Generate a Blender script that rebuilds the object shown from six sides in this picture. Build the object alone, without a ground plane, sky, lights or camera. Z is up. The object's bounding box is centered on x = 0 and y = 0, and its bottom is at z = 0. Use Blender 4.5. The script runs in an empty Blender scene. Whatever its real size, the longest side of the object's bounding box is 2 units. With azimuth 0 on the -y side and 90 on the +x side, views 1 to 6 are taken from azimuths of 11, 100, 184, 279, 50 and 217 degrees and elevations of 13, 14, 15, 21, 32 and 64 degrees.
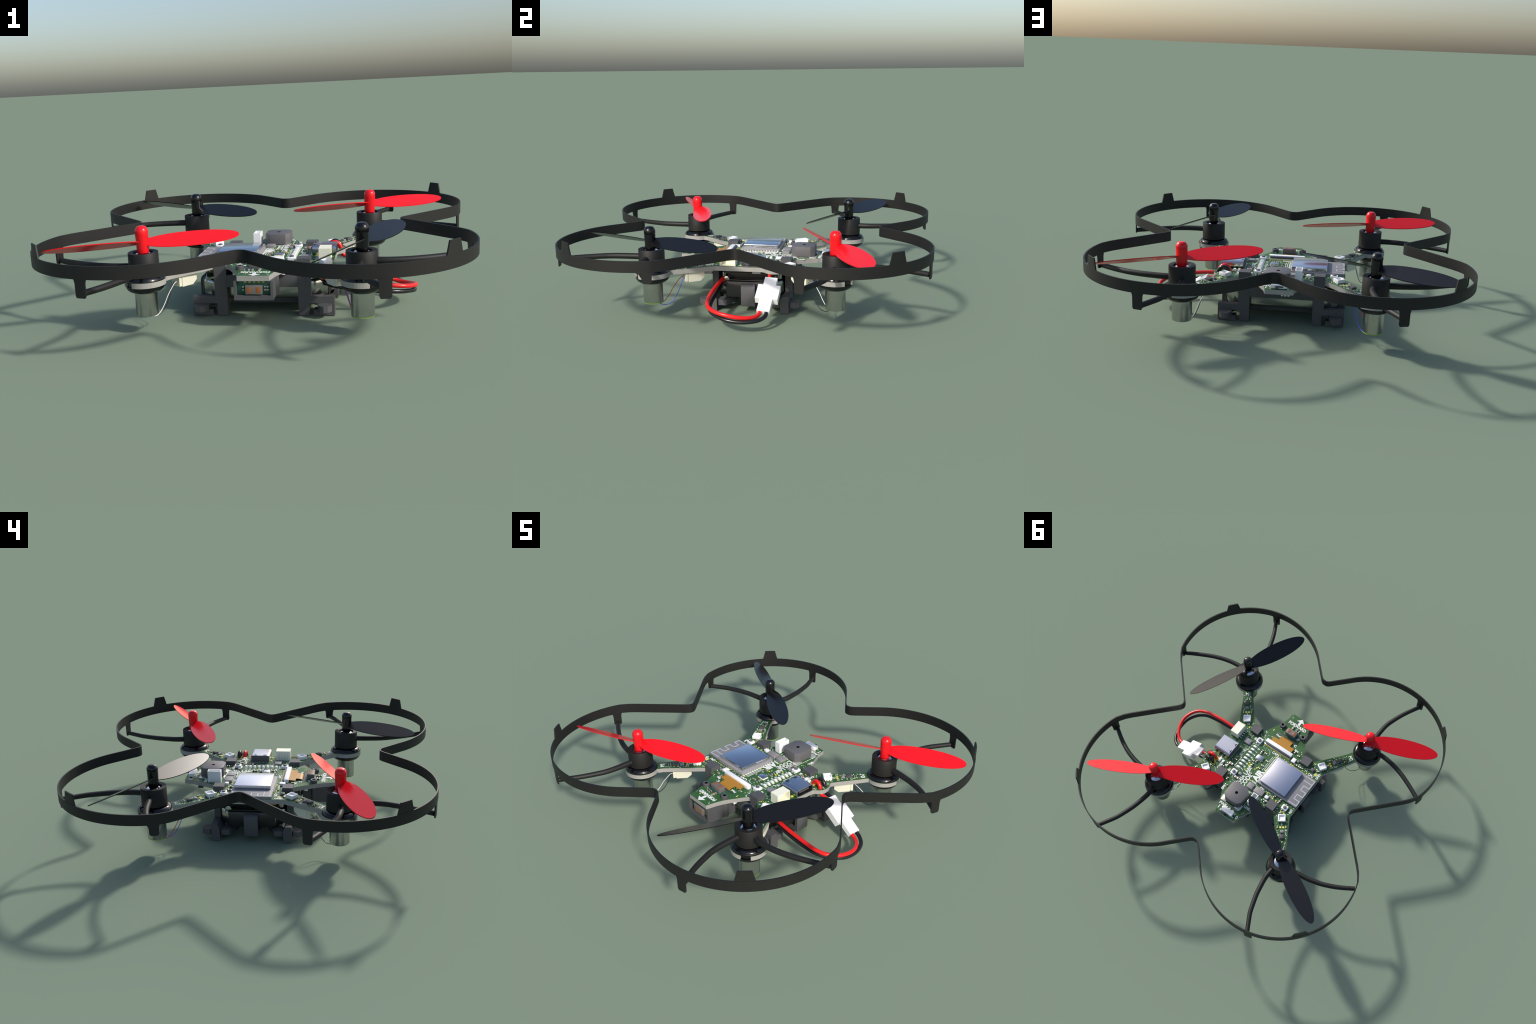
import bpy, bmesh, math, random
from mathutils import Vector, Matrix
random.seed(7)
C, S, PI = math.cos, math.sin, math.pi

# ------------------------------------------------------------------ materials
def material(name, color, rough=0.5, metal=0.0, vary=0.0, scale=40.0, bump=0.0, coat=0.0, spec=0.5):
    m = bpy.data.materials.new(name); m.use_nodes = True
    nt = m.node_tree; b = nt.nodes["Principled BSDF"]
    b.inputs["Base Color"].default_value = (*color, 1)
    b.inputs["Roughness"].default_value = rough
    b.inputs["Metallic"].default_value = metal
    b.inputs["Specular IOR Level"].default_value = spec
    b.inputs["Coat Weight"].default_value = coat
    b.inputs["Coat Roughness"].default_value = 0.08
    if vary or bump:
        tc = nt.nodes.new("ShaderNodeTexCoord"); nz = nt.nodes.new("ShaderNodeTexNoise")
        nz.inputs["Scale"].default_value = scale; nz.inputs["Detail"].default_value = 4
        nt.links.new(tc.outputs["Object"], nz.inputs["Vector"])
        if vary:
            rp = nt.nodes.new("ShaderNodeValToRGB")
            lo = tuple(c * (1 - vary) for c in color); hi = tuple(min(1, c * (1 + vary)) for c in color)
            rp.color_ramp.elements[0].position = .3; rp.color_ramp.elements[1].position = .7
            rp.color_ramp.elements[0].color = (*lo, 1); rp.color_ramp.elements[1].color = (*hi, 1)
            nt.links.new(nz.outputs["Fac"], rp.inputs["Fac"])
            nt.links.new(rp.outputs["Color"], b.inputs["Base Color"])
        if bump:
            bp = nt.nodes.new("ShaderNodeBump"); bp.inputs["Strength"].default_value = bump
            bp.inputs["Distance"].default_value = .002
            nt.links.new(nz.outputs["Fac"], bp.inputs["Height"]); nt.links.new(bp.outputs["Normal"], b.inputs["Normal"])
    return m

def solder_mask_material():
    """green solder mask: copper pour areas and thin trace lines show slightly lighter"""
    m = bpy.data.materials.new("green_solder_mask"); m.use_nodes = True
    nt = m.node_tree; N = nt.nodes; L = nt.links; b = N["Principled BSDF"]
    tc = N.new("ShaderNodeTexCoord")
    vo = N.new("ShaderNodeTexVoronoi"); vo.inputs["Scale"].default_value = 16
    vo.distance = 'CHEBYCHEV'
    L.new(tc.outputs["Object"], vo.inputs["Vector"])
    r1 = N.new("ShaderNodeValToRGB"); e = r1.color_ramp.elements
    e[0].position = .25; e[0].color = (.024, .085, .022, 1)
    e[1].position = .75; e[1].color = (.036, .115, .030, 1)
    L.new(vo.outputs["Color"], r1.inputs["Fac"])
    wv = N.new("ShaderNodeTexWave"); wv.inputs["Scale"].default_value = 28; wv.inputs["Distortion"].default_value = 6
    wv.inputs["Detail"].default_value = 2; wv.inputs["Detail Scale"].default_value = .6
    L.new(tc.outputs["Object"], wv.inputs["Vector"])
    r2 = N.new("ShaderNodeValToRGB"); r2.color_ramp.elements[0].position = .82; r2.color_ramp.elements[1].position = .9
    r2.color_ramp.elements[1].color = (.45, .45, .45, 1)
    L.new(wv.outputs["Fac"], r2.inputs["Fac"])
    mx = N.new("ShaderNodeMix"); mx.data_type = 'RGBA'
    L.new(r2.outputs["Color"], mx.inputs["Factor"]); L.new(r1.outputs["Color"], mx.inputs["A"])
    mx.inputs["B"].default_value = (.050, .150, .038, 1)
    L.new(mx.outputs["Result"], b.inputs["Base Color"])
    b.inputs["Roughness"].default_value = .45; b.inputs["Specular IOR Level"].default_value = .35
    return m

M = dict(
    guard=material("matte_black_plastic", (.0115, .0110, .0105), .55, vary=.08, scale=60, spec=.36),
    gloss=material("glossy_black_plastic", (.004, .004, .005), .13),
    propb=material("black_propeller_plastic", (.0045, .0045, .0055), .30, spec=.42),
    propr=material("red_propeller_plastic", (.72, .008, .014), .24, spec=.38),
    steel=material("brushed_motor_steel", (.50, .50, .485), .27, 1.0, vary=.06, scale=30),
    chrome=material("polished_steel", (.72, .73, .76), .16, 1.0),
    shield=material("tin_shield", (.62, .63, .69), .20, 1.0),
    usb=material("usb_shell_steel", (.56, .57, .62), .26, 1.0, vary=.02, scale=120),
    edge=material("board_edge_laminate", (.33, .322, .300), .7, vary=.05, scale=50),
    mask=solder_mask_material(),
    maskb=material("teal_solder_mask", (.014, .085, .052), .4, vary=.15, scale=60),
    cage=material("dark_grey_printed_plastic", (.078, .078, .083), .62, vary=.06, scale=45, bump=.05),
    cageb=material("black_inner_plastic", (.002, .002, .002), .9, spec=.05),  # near-black without sheen, used on the solid pieces that stand for holes and slots
    chip=material("dark_chip_epoxy", (.070, .067, .070), .55),
    chipg=material("grey_chip_epoxy", (.235, .228, .232), .5),
    buzz=material("buzzer_plastic", (.115, .112, .118), .55),
    modb=material("module_grey_laminate", (.25, .245, .25), .55),
    trace=material("antenna_trace", (.44, .44, .46), .5),
    silk=material("white_silkscreen", (.78, .79, .76), .6),
    white=material("white_plastic", (.86, .87, .87), .4),
    plug=material("white_nylon", (.88, .88, .88), .42),
    cream=material("cream_nylon", (.88, .87, .70), .45),
    conn=material("ivory_nylon", (.70, .69, .56), .5),  # tint blended between the plugs' warm sunlit and bluish shaded faces
    tin=material("tinned_pad", (.70, .69, .64), .38, .7),
    gold=material("gold_pad", (.78, .72, .05), .35, .15),
    brown=material("capacitor_ceramic", (.30, .17, .12), .5),
    senso=material("sensor_grey_plastic", (.135, .130, .128), .5),
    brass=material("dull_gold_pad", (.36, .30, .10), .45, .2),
    black=material("resistor_black", (.03, .03, .035), .5),
    copper=material("orange_sensor_window", (.27, .090, .022), .4),
    flex=material("amber_flex_cable", (.40, .19, .018), .38),
    red=material("red_wire_silicone", (.72, .012, .012), .30),
    blk=material("black_wire_silicone", (.010, .010, .012), .28),
    wred=material("thin_red_wire", (.50, .025, .025), .4),
    wblue=material("thin_blue_wire", (.055, .055, .62), .4),
    wwhite=material("thin_white_wire", (.75, .74, .72), .4),
    green=material("green_motor_cap", (.22, .42, .05), .5),
    foil=material("battery_foil", (.40, .40, .385), .16, 1.0, vary=.05, scale=14, bump=.08),
    foild=material("dark_battery_wrap", (.016, .016, .017), .3),
    kapton=material("yellow_kapton_tape", (.42, .24, .01), .3),
)

# ------------------------------------------------------------------ builders
ROOT = bpy.data.objects.new("quadcopter_drone", None)
bpy.context.scene.collection.objects.link(ROOT)
ROOT["label"] = "small quadcopter with black prop guards, red and black propellers"
ROOT["category"] = "drone"

def link(name, me, mats, parent, smooth=None):
    ob = bpy.data.objects.new(name, me); bpy.context.scene.collection.objects.link(ob)
    for m in (mats if isinstance(mats, (list, tuple)) else [mats]):
        me.materials.append(m)
    ob.parent = parent or ROOT
    if smooth is not None:
        for p in me.polygons: p.use_smooth = True
        me.set_sharp_from_angle(angle=math.radians(smooth))
    return ob

def mesh_of(bm, name):
    bmesh.ops.recalc_face_normals(bm, faces=bm.faces[:])
    me = bpy.data.meshes.new(name); bm.to_mesh(me); bm.free(); return me

def bm_box(bm, x0, x1, y0, y1, z0, z1, bevel=0.0, mi=0, seg=2):
    r = bmesh.ops.create_cube(bm, size=1)
    vs = r["verts"]
    for v in vs:
        v.co = Vector((x0 if v.co.x < 0 else x1, y0 if v.co.y < 0 else y1, z0 if v.co.z < 0 else z1))
    fs = {f for v in vs for f in v.link_faces}
    for f in fs: f.material_index = mi
    if bevel:
        es = list({e for v in vs for e in v.link_edges})
        rr = bmesh.ops.bevel(bm, geom=es, offset=bevel, segments=seg, affect='EDGES', profile=.5)
        for f in rr["faces"]: f.material_index = mi
    return vs

def box(name, x0, x1, y0, y1, z0, z1, mat, parent=None, bevel=.0015, smooth=35):
    bm = bmesh.new(); bm_box(bm, x0, x1, y0, y1, z0, z1, bevel)
    return link(name, mesh_of(bm, name), mat, parent, smooth if bevel else None)

def bm_prism(bm, pts, z0, z1, mi_top=0, mi_side=0, mi_bot=None, holes=()):
    lo = [bm.verts.new((x, y, z0)) for x, y in pts]; hi = [bm.verts.new((x, y, z1)) for x, y in pts]
    n = len(pts)
    f = bm.faces.new(hi); f.material_index = mi_top
    f = bm.faces.new(lo[::-1]); f.material_index = mi_top if mi_bot is None else mi_bot
    for i in range(n):
        f = bm.faces.new((lo[i], lo[(i + 1) % n], hi[(i + 1) % n], hi[i])); f.material_index = mi_side

def prism(name, pts, z0, z1, mat, parent=None, mi=(0, 0, 0), bevel=0, smooth=None):
    bm = bmesh.new(); bm_prism(bm, pts, z0, z1, *mi)
    if bevel:
        bmesh.ops.bevel(bm, geom=bm.edges[:], offset=bevel, segments=2, affect='EDGES', profile=.5)
    return link(name, mesh_of(bm, name), mat, parent, smooth)

def bm_lathe(bm, prof, cx=0, cy=0, n=48, mi=0, a0=0, a1=2 * PI):
    """prof: list of (r, z) from one end to the other; ends close on the axis when r == 0"""
    rows = []
    for r, z in prof:
        if r < 1e-6: rows.append([bm.verts.new((cx, cy, z))])
        else: rows.append([bm.verts.new((cx + r * C(2 * PI * i / n), cy + r * S(2 * PI * i / n), z)) for i in range(n)])
    for a, b in zip(rows, rows[1:]):
        for i in range(n):
            j = (i + 1) % n
            if len(a) == 1 and len(b) == 1: continue
            if len(a) == 1: f = bm.faces.new((a[0], b[i], b[j]))
            elif len(b) == 1: f = bm.faces.new((a[i], b[0], a[j]))
            else: f = bm.faces.new((a[i], b[i], b[j], a[j]))
            f.material_index = mi

def lathe(name, prof, cx, cy, mat, parent=None, n=48, smooth=40):
    bm = bmesh.new(); bm_lathe(bm, prof, cx, cy, n)
    return link(name, mesh_of(bm, name), mat, parent, smooth)

def spline(pts, per=8):
    P = [Vector(p) for p in pts]; P = [2 * P[0] - P[1]] + P + [2 * P[-1] - P[-2]]
    out = []
    for i in range(1, len(P) - 2):
        for k in range(per):
            t = k / per; a, b, c, d = P[i - 1], P[i], P[i + 1], P[i + 2]
            out.append(.5 * ((2 * b) + (-a + c) * t + (2 * a - 5 * b + 4 * c - d) * t * t + (-a + 3 * b - 3 * c + d) * t ** 3))
    out.append(P[-2]); return out

def bm_tube(bm, pts, r, n=12, r1=None, mi=0):
    r1 = r if r1 is None else r1; m = len(pts); rows = []
    t = (pts[1] - pts[0]).normalized()
    u = t.orthogonal().normalized()
    for i, p in enumerate(pts):
        t = (pts[min(i + 1, m - 1)] - pts[max(i - 1, 0)]).normalized()
        u = (u - t * u.dot(t)).normalized(); v = t.cross(u)
        rr = r + (r1 - r) * i / (m - 1)
        rows.append([bm.verts.new(p + rr * (C(2 * PI * k / n) * u + S(2 * PI * k / n) * v)) for k in range(n)])
    for a, b in zip(rows, rows[1:]):
        for k in range(n):
            f = bm.faces.new((a[k], a[(k + 1) % n], b[(k + 1) % n], b[k])); f.material_index = mi
    for row in (rows[0][::-1], rows[-1]):
        f = bm.faces.new(row); f.material_index = mi

def tube(name, pts, r, mat, parent=None, n=12, r1=None, per=8):
    bm = bmesh.new(); bm_tube(bm, spline(pts, per), r, n, r1)
    return link(name, mesh_of(bm, name), mat, parent, 50)

def copy_of(ob, loc, rot=0.0, parent=None, scale=None):
    o = ob.copy(); bpy.context.scene.collection.objects.link(o)
    o.location = loc; o.rotation_euler = (0, 0, rot)
    if scale: o.scale = scale
    if parent: o.parent = parent
    return o

def place(ob, loc, rot=0.0):
    ob.location = loc; ob.rotation_euler = (0, 0, rot); return ob

QUADS = [(1, -1), (-1, -1), (1, 1), (-1, 1)]
RX, RY = .502, .500

# ------------------------------------------------------------------ prop guard
GR, GT, GZ0, GZ1 = .498, .0070, .3822, .4394
GX, GY = .4968, .4999                                     # the rings are a touch wider along y
def guard_quadrant():
    """outer edge in the (+,+) quadrant from the notch on the y axis to the notch on the x axis"""
    q = [(.000, .7145), (.010, .7152), (.020, .719), (.032, .729)]
    q += [(.032 + (.150 - .032) * k / 4, .729 + (.852 - .729) * k / 4) for k in range(1, 4)]
    q += [(RX + GX * C(math.radians(a)), RY + GY * S(math.radians(a))) for a in range(135, -19, -3)]
    q += [(.946, .299), (.913, .260), (.870, .215), (.785, .125), (.700, .036), (.688, .022), (.681, .010), (.679, .0)]
    return q
Q = guard_quadrant()
PATH = Q[:-1] + [(x, -y) for x, y in Q[::-1]][:-1] + [(-x, -y) for x, y in Q][:-1] + [(-x, y) for x, y in Q[::-1]][:-1]

bm = bmesh.new(); n = len(PATH); rings = []
for i in range(n):
    p0, p, p1 = Vector(PATH[i - 1]), Vector(PATH[i]), Vector(PATH[(i + 1) % n])
    t = ((p - p0).normalized() + (p1 - p).normalized()).normalized()
    inn = Vector((t.y, -t.x))                        # path runs clockwise: inside is on the right
    a, b = p, p + inn * GT
    rings.append([bm.verts.new((*a, GZ0)), bm.verts.new((*a, GZ1)), bm.verts.new((*b, GZ1)), bm.verts.new((*b, GZ0))])
for i in range(n):
    A, B = rings[i], rings[(i + 1) % n]
    for k in range(4): bm.faces.new((A[k], A[(k + 1) % 4], B[(k + 1) % 4], B[k]))
GUARD = link("propeller_guard", mesh_of(bm, "propeller_guard"), M["guard"], None, 40)

def curved_plate(name, sx, sy, ang, rows, inset=0.0):
    """plate following the guard circle; rows: (z, half width) from bottom to top"""
    bm = bmesh.new(); V = []
    for z, hw in rows:
        line = []
        for k in range(7):
            a = math.radians(ang) + (k / 3 - 1) * hw / GR
            o = [bm.verts.new((sx * (RX + (GX - d) * C(a)), sy * (RY + (GY - d) * S(a)), z)) for d in (inset, GT + inset)]
            line.append(o)
        V.append(line)
    m = len(V)
    for i in range(m - 1):
        for k in range(6):
            for s in (0, 1):
                bm.faces.new((V[i][k][s], V[i][k + 1][s], V[i + 1][k + 1][s], V[i + 1][k][s]))
        for k in (0, 6):
            bm.faces.new((V[i][k][0], V[i][k][1], V[i + 1][k][1], V[i + 1][k][0]))
    for i in (0, m - 1):
        for k in range(6):
            bm.faces.new((V[i][k][0], V[i][k + 1][0], V[i][k + 1][1], V[i][k][1]))
    return link(name, mesh_of(bm, name), M["guard"], GUARD, 40)

Y_ROD = {-1: [(.05, 93.5), (.09, 93), (.13, 92), (.17, 91), (.205, 90.1), (.245, 88.4), (.285, 86), (.32, 84.3), (.36, 82.5), (.40, 80.7), (.44, 79), (.487, 77.2)],
         1: [(.05, 104), (.09, 102), (.13, 99), (.166, 95.5), (.205, 92.6), (.245, 90.3), (.285, 88), (.325, 86), (.37, 84), (.43, 80.8), (.487, 78.4)]}
X_ROD = {-1: [(.05, 8.5), (.09, 6.6), (.115, 5.1), (.153, 2.3), (.193, -.5), (.235, -3.2), (.29, -6.4), (.335, -8.9), (.39, -11.5), (.443, -13.6), (.487, -15.3)],
         1: [(.05, 1), (.09, -.4), (.115, -1.2), (.15, -2.6), (.198, -3.9), (.243, -5.6), (.289, -7.3), (.33, -9.2), (.372, -11), (.412, -12.8), (.452, -14.5), (.487, -15.8)]}
for sx, sy in QUADS:
    curved_plate("guard_tab", sx, sy, 40.5, [(GZ1 - .003, .0505), (.497, .034)], .0012)
    zr = .3405 if sx * sy < 0 else .3200                  # the two motor types sit at different heights
    for ang, rod, zb in ((77.2, Y_ROD[sy], .303), (-15.3, X_ROD[sy], zr - .0150)):
        tip = [(zb, .016), (zb + .008, .024)] if ang < 0 else [(zb, .020), (zb + .009, .0245)]
        curved_plate("guard_strap", sx, sy, ang, tip + [(.365, .025), (GZ0 + .003, .030)], .0012)
        pts = []
        for r, a in rod:
            a = math.radians(a)
            pts.append((sx * (RX + r * C(a)), sy * (RY + r * S(a)), zr))
        tube("guard_strut", pts, .0168, M["guard"], GUARD, 12, .0138, 3)

# ------------------------------------------------------------------ motors, holders, propellers
def blade_mesh():
    """flat, thin blade at constant pitch: elliptical outline, a little narrower and blunt at the root"""
    bm = bmesh.new(); R0, R1, NR, NC = .010, .4530, 40, 8
    pit = math.radians(24.3); lay = []
    for i in range(NR + 1):
        f = i / NR; r = R0 + (R1 - R0) * (1 - (1 - f) ** 1.7)
        hw = .0560 * max(0.0, 1 - (abs(r - .226) / .2272) ** 2.1) ** .5
        if r < .08: hw = max(hw, .024 + .14 * r)
        row = []
        for s in (1, -1):
            line = []
            for k in range(NC + 1):
                c = 2 * k / NC - 1
                line.append(bm.verts.new((r, c * hw * C(pit), .4315 + c * hw * S(pit) + s * .0022)))
            row.append(line)
        lay.append(row)
    for i in range(NR):
        for s in (0, 1):
            for k in range(NC):
                bm.faces.new((lay[i][s][k], lay[i][s][k + 1], lay[i + 1][s][k + 1], lay[i + 1][s][k]))
        for k in (0, NC):
            bm.faces.new((lay[i][0][k], lay[i][1][k], lay[i + 1][1][k], lay[i + 1][0][k]))
    for i in (0, NR):
        for k in range(NC):
            bm.faces.new((lay[i][0][k], lay[i][0][k + 1], lay[i][1][k + 1], lay[i][1][k]))
    bmesh.ops.remove_doubles(bm, verts=bm.verts[:], dist=1e-5)
    return bm

HUB = [(0, .3865), (.0280, .3865), (.0290, .398), (.0306, .465), (.0312, .489), (.0292, .4960), (.0215, .5075), (.0145, .5106), (0, .5115)]
AZ = {(1, -1): 66.4, (-1, -1): 21.65, (1, 1): 27.6, (-1, 1): -29.2}
CAN = [(.0465, .373), (.0475, .3865), (.0695, .3875), (.0705, .386), (.0712, .288), (.064, .288)]
DOME = [(.05, .2850), (.068, .2838), (.075, .2826), (.081, .2802), (.0865, .2762), (.0905, .2710), (.0935, .2650), (.0950, .2605), (.0945, .2590), (.085, .2585),
        (.085, .236), (.0925, .2352), (.0915, .226), (.085, .215), (.0735, .206), (.056, .199), (.05, .199)]
MOTOR = [(.0535, .205), (.0535, .093), (.0515, .0895), (.048, .0885), (.0, .0885)]
for sx, sy in QUADS:
    cx, cy = sx * RX, sy * RY
    lathe("motor_holder", CAN, cx, cy, M["guard"], None, 56, 35)
    lathe("holder_flange", DOME, cx, cy, M["gloss"], None, 56, 40)
    mo = lathe("motor", MOTOR, cx, cy, M["steel"], None, 56, 40)
    lathe("motor_top_plate", [(.0, .3835), (.030, .3835), (.036, .379), (.0475, .376)], cx, cy, M["chrome"], mo, 40, 40)
    lathe("motor_shaft", [(.0, .40), (.008, .40), (.008, .37)], cx, cy, M["chrome"], mo, 16, 40)
    if sx * sy < 0:
        lathe("motor_end_cap", [(.050, .0905), (.0525, .0900), (.0525, .0865), (.049, .0855), (0, .0855)], cx, cy, M["green"], mo, 48, 40)
    bm = bmesh.new(); bm_lathe(bm, HUB, 0, 0, 20)
    b2 = blade_mesh(); tmp = bpy.data.meshes.new("t"); bmesh.ops.recalc_face_normals(b2, faces=b2.faces[:]); b2.to_mesh(tmp); b2.free()
    col = M["propb"] if sx * sy < 0 else M["propr"]
    hub = link("propeller", mesh_of(bm, "propeller_hub"), M["gloss"] if sx * sy < 0 else M["propr"], None, 60)
    place(hub, (cx + .003, cy - (.004 if sy < 0 else .0015), 0), math.radians(AZ[(sx, sy)]))
    hub.rotation_euler[1] = .0098 * sy                    # the props lean by half a degree
    hub.location.x -= C(math.radians(AZ[(sx, sy)])) * .0042 * sy; hub.location.y -= S(math.radians(AZ[(sx, sy)])) * .0042 * sy
    for k in (0, 1):
        bl = bpy.data.objects.new("propeller_blade", tmp); bpy.context.scene.collection.objects.link(bl)
        if not tmp.materials:
            tmp.materials.append(col)
            for p in tmp.polygons: p.use_smooth = True
            tmp.set_sharp_from_angle(angle=math.radians(30))
        bl.parent = hub; bl.rotation_euler = (0, 0, PI * k)

# ------------------------------------------------------------------ circuit board
ZB, ZT = .2345, .2600
def board_quadrant(sx, sy):
    yt = .4555 if sy < 0 else .4325
    q = [(.076, yt), (.086, yt - .055), (.097, .362), (.107, .337), (.119, .313), (.132, .288), (.145, .262), (.158, .239), (.167, .227),
         (.245, .227), (.285, .274), (.361, .364), (.404, .418), (.414, .440)]
    for k in range(19):                                   # ring that carries the motor, open on the outside
        a = 214 - (214 - 68) * k / 18
        q.append((RX + .0965 * C(math.radians(a)), RY + .0965 * S(math.radians(a))))
    for k in range(6):
        a = 68 - 34 * k / 5
        q.append((RX + .082 * C(math.radians(a)), RY + .082 * S(math.radians(a))))
    for k in range(19):
        a = 34 - (34 + 106) * k / 18
        q.append((RX + .0965 * C(math.radians(a)), RY + .0965 * S(math.radians(a))))
    q += [(.466, .394), (.446, .356), (.404, .284), (.377, .236)]
    if (sx, sy) == (1, 1):
        q += [(.365, .213), (.370, .199), (.382, .182), (.389, .165), (.391, .148), (.388, .130), (.380, .114), (.366, .101), (.355, .090), (.350, .076)]
    else:
        q += [(.350, .188)]
    return [(sx * x, sy * y) for x, y in q]
OUT = board_quadrant(1, -1) + board_quadrant(1, 1)[::-1] + board_quadrant(-1, 1) + board_quadrant(-1, -1)[::-1]
BOARD = prism("circuit_board", OUT, ZB, ZT, [M["mask"], M["edge"]], None, (0, 1, 0))

def on_board(x, y, pts=OUT):
    c = False; j = len(pts) - 1
    for i in range(len(pts)):
        (xi, yi), (xj, yj) = pts[i], pts[j]
        if (yi > y) != (yj > y) and x < (xj - xi) * (y - yi) / (yj - yi) + xi: c = not c
        j = i
    return c

OCC = []                                                  # occupied footprints, keeps vias off the parts
def part(name, x0, x1, y0, y1, z1, mat, bevel=.0012, z0=ZT - .001):
    OCC.append((x0, x1, y0, y1)); return box(name, x0, x1, y0, y1, z0, z1, mat, BOARD, bevel)

# wireless module: base, shield can, antenna trace
part("wireless_module", -.3475, -.0325, -.1185, .1185, .2755, M["modb"], .001)
bm = bmesh.new()
bm_box(bm, -.2465, -.0455, -.1025, .1060, .2740, .2985, .0025, 0, 3)
link("shield_can", mesh_of(bm, "shield_can"), M["shield"], BOARD, 35)
lathe("shield_dimple", [(0, .2993), (.0022, .2993), (.003, .2984)], -.0565, -.088, M["chip"], BOARD, 12)
TR = [(-.272, -.107), (-.342, -.107), (-.342, -.040), (-.300, -.040), (-.300, -.003), (-.342, -.003), (-.342, .035), (-.300, .035),
      (-.300, .072), (-.342, .072), (-.342, .108), (-.282, .108)]
bm = bmesh.new()
def bm_line(bm, a, b, w, z, h=.0008):
    a, b = Vector(a), Vector(b); d = (b - a).normalized(); s = Vector((-d.y, d.x)) * w / 2; a = a - d * w / 2; b = b + d * w / 2
    bm_prism(bm, [tuple(a - s), tuple(b - s), tuple(b + s), tuple(a + s)], z - .001, z + h)
for i, (a, b) in enumerate(zip(TR, TR[1:])): bm_line(bm, a, b, .0062, .2755, .0008 + .00004 * i)
bm_line(bm, (-.277, -.0735), (-.342, -.0735), .0062, .2755, .0013)
link("antenna_trace", mesh_of(bm, "antenna_trace"), M["trace"], BOARD)
bm = bmesh.new()
for k in range(14):                                       # solder castellations round the module
    y = -.108 + k * .0166
    bm_box(bm, -.0335, -.0275, y - .0035, y + .0035, .2590, .2680, 0)
for k in range(13):
    x = -.052 - k * .0155
    for y in (-.1185, .1185): bm_box(bm, x - .0035, x + .0035, y - .003, y + .003, .259, .2645, 0)
o = link("solder_castellations", mesh_of(bm, "solder_castellations"), M["tin"], BOARD); o["kind"] = "stuff"

# buzzer on four tinned pads
cx, cy = .018, .2745
bm = bmesh.new(); h, c = .068, .024
octo = [(cx + x, cy + y) for x, y in ((h, -h + c), (h, h - c), (h - c, h), (-h + c, h), (-h, h - c), (-h, -h + c), (-h + c, -h), (h - c, -h))]
octo = [(x, y) for x, y in octo]
bm_prism(bm, octo, .2625, .3215)
bmesh.ops.bevel(bm, geom=bm.edges[:], offset=.0018, segments=2, affect='EDGES', profile=.5)
link("buzzer", mesh_of(bm, "buzzer"), M["buzz"], BOARD, 35)
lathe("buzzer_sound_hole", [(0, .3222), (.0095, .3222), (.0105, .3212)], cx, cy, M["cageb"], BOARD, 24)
OCC.append((-.06, .095, .20, .352))
for px, py in ((-.037, -.053), (.057, .058), (-.054, .056), (.054, -.055)):
    box("buzzer_pad", cx + px - .020, cx + px + .020, cy + py - .020, cy + py + .020, .2590, .2632, M["tin"], BOARD, .0005)

# white UART socket (upright, open top)
def socket(name, x0, x1, y0, y1, z1, mat, wall, depth, face='z'):
    """box with one recessed face: 'z' opens upward, 'x' opens to +x"""
    bm = bmesh.new(); bm_box(bm, x0, x1, y0, y1, ZT - .001, z1)
    f = [f for f in bm.faces if (f.calc_center_median().z > z1 - 1e-5 if face == 'z' else f.calc_center_median().x > x1 - 1e-5)][0]
    r = bmesh.ops.inset_region(bm, faces=[f], thickness=wall)
    d = Vector((0, 0, -depth)) if face == 'z' else Vector((-depth, 0, 0))
    r = bmesh.ops.extrude_face_region(bm, geom=[f])
    bmesh.ops.translate(bm, vec=d, verts=[v for v in r["geom"] if isinstance(v, bmesh.types.BMVert)])
    bmesh.ops.delete(bm, geom=[f], context='FACES')
    OCC.append((x0, x1, y0, y1))
    return link(name, mesh_of(bm, name), mat, BOARD)
socket("serial_socket", -.1130, -.0750, .2080, .2850, .3280, M["white"], .0055, .04)
for k in range(4):
    box("socket_pin", -.122, -.112, .222 + k * .0145, .2265 + k * .0145, .2595, .2655, M["tin"], BOARD, 0)
    box("socket_pin", -.097, -.0955, .223 + k * .0145, .2255 + k * .0145, .2995, .316, M["tin"], BOARD, 0)

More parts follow.
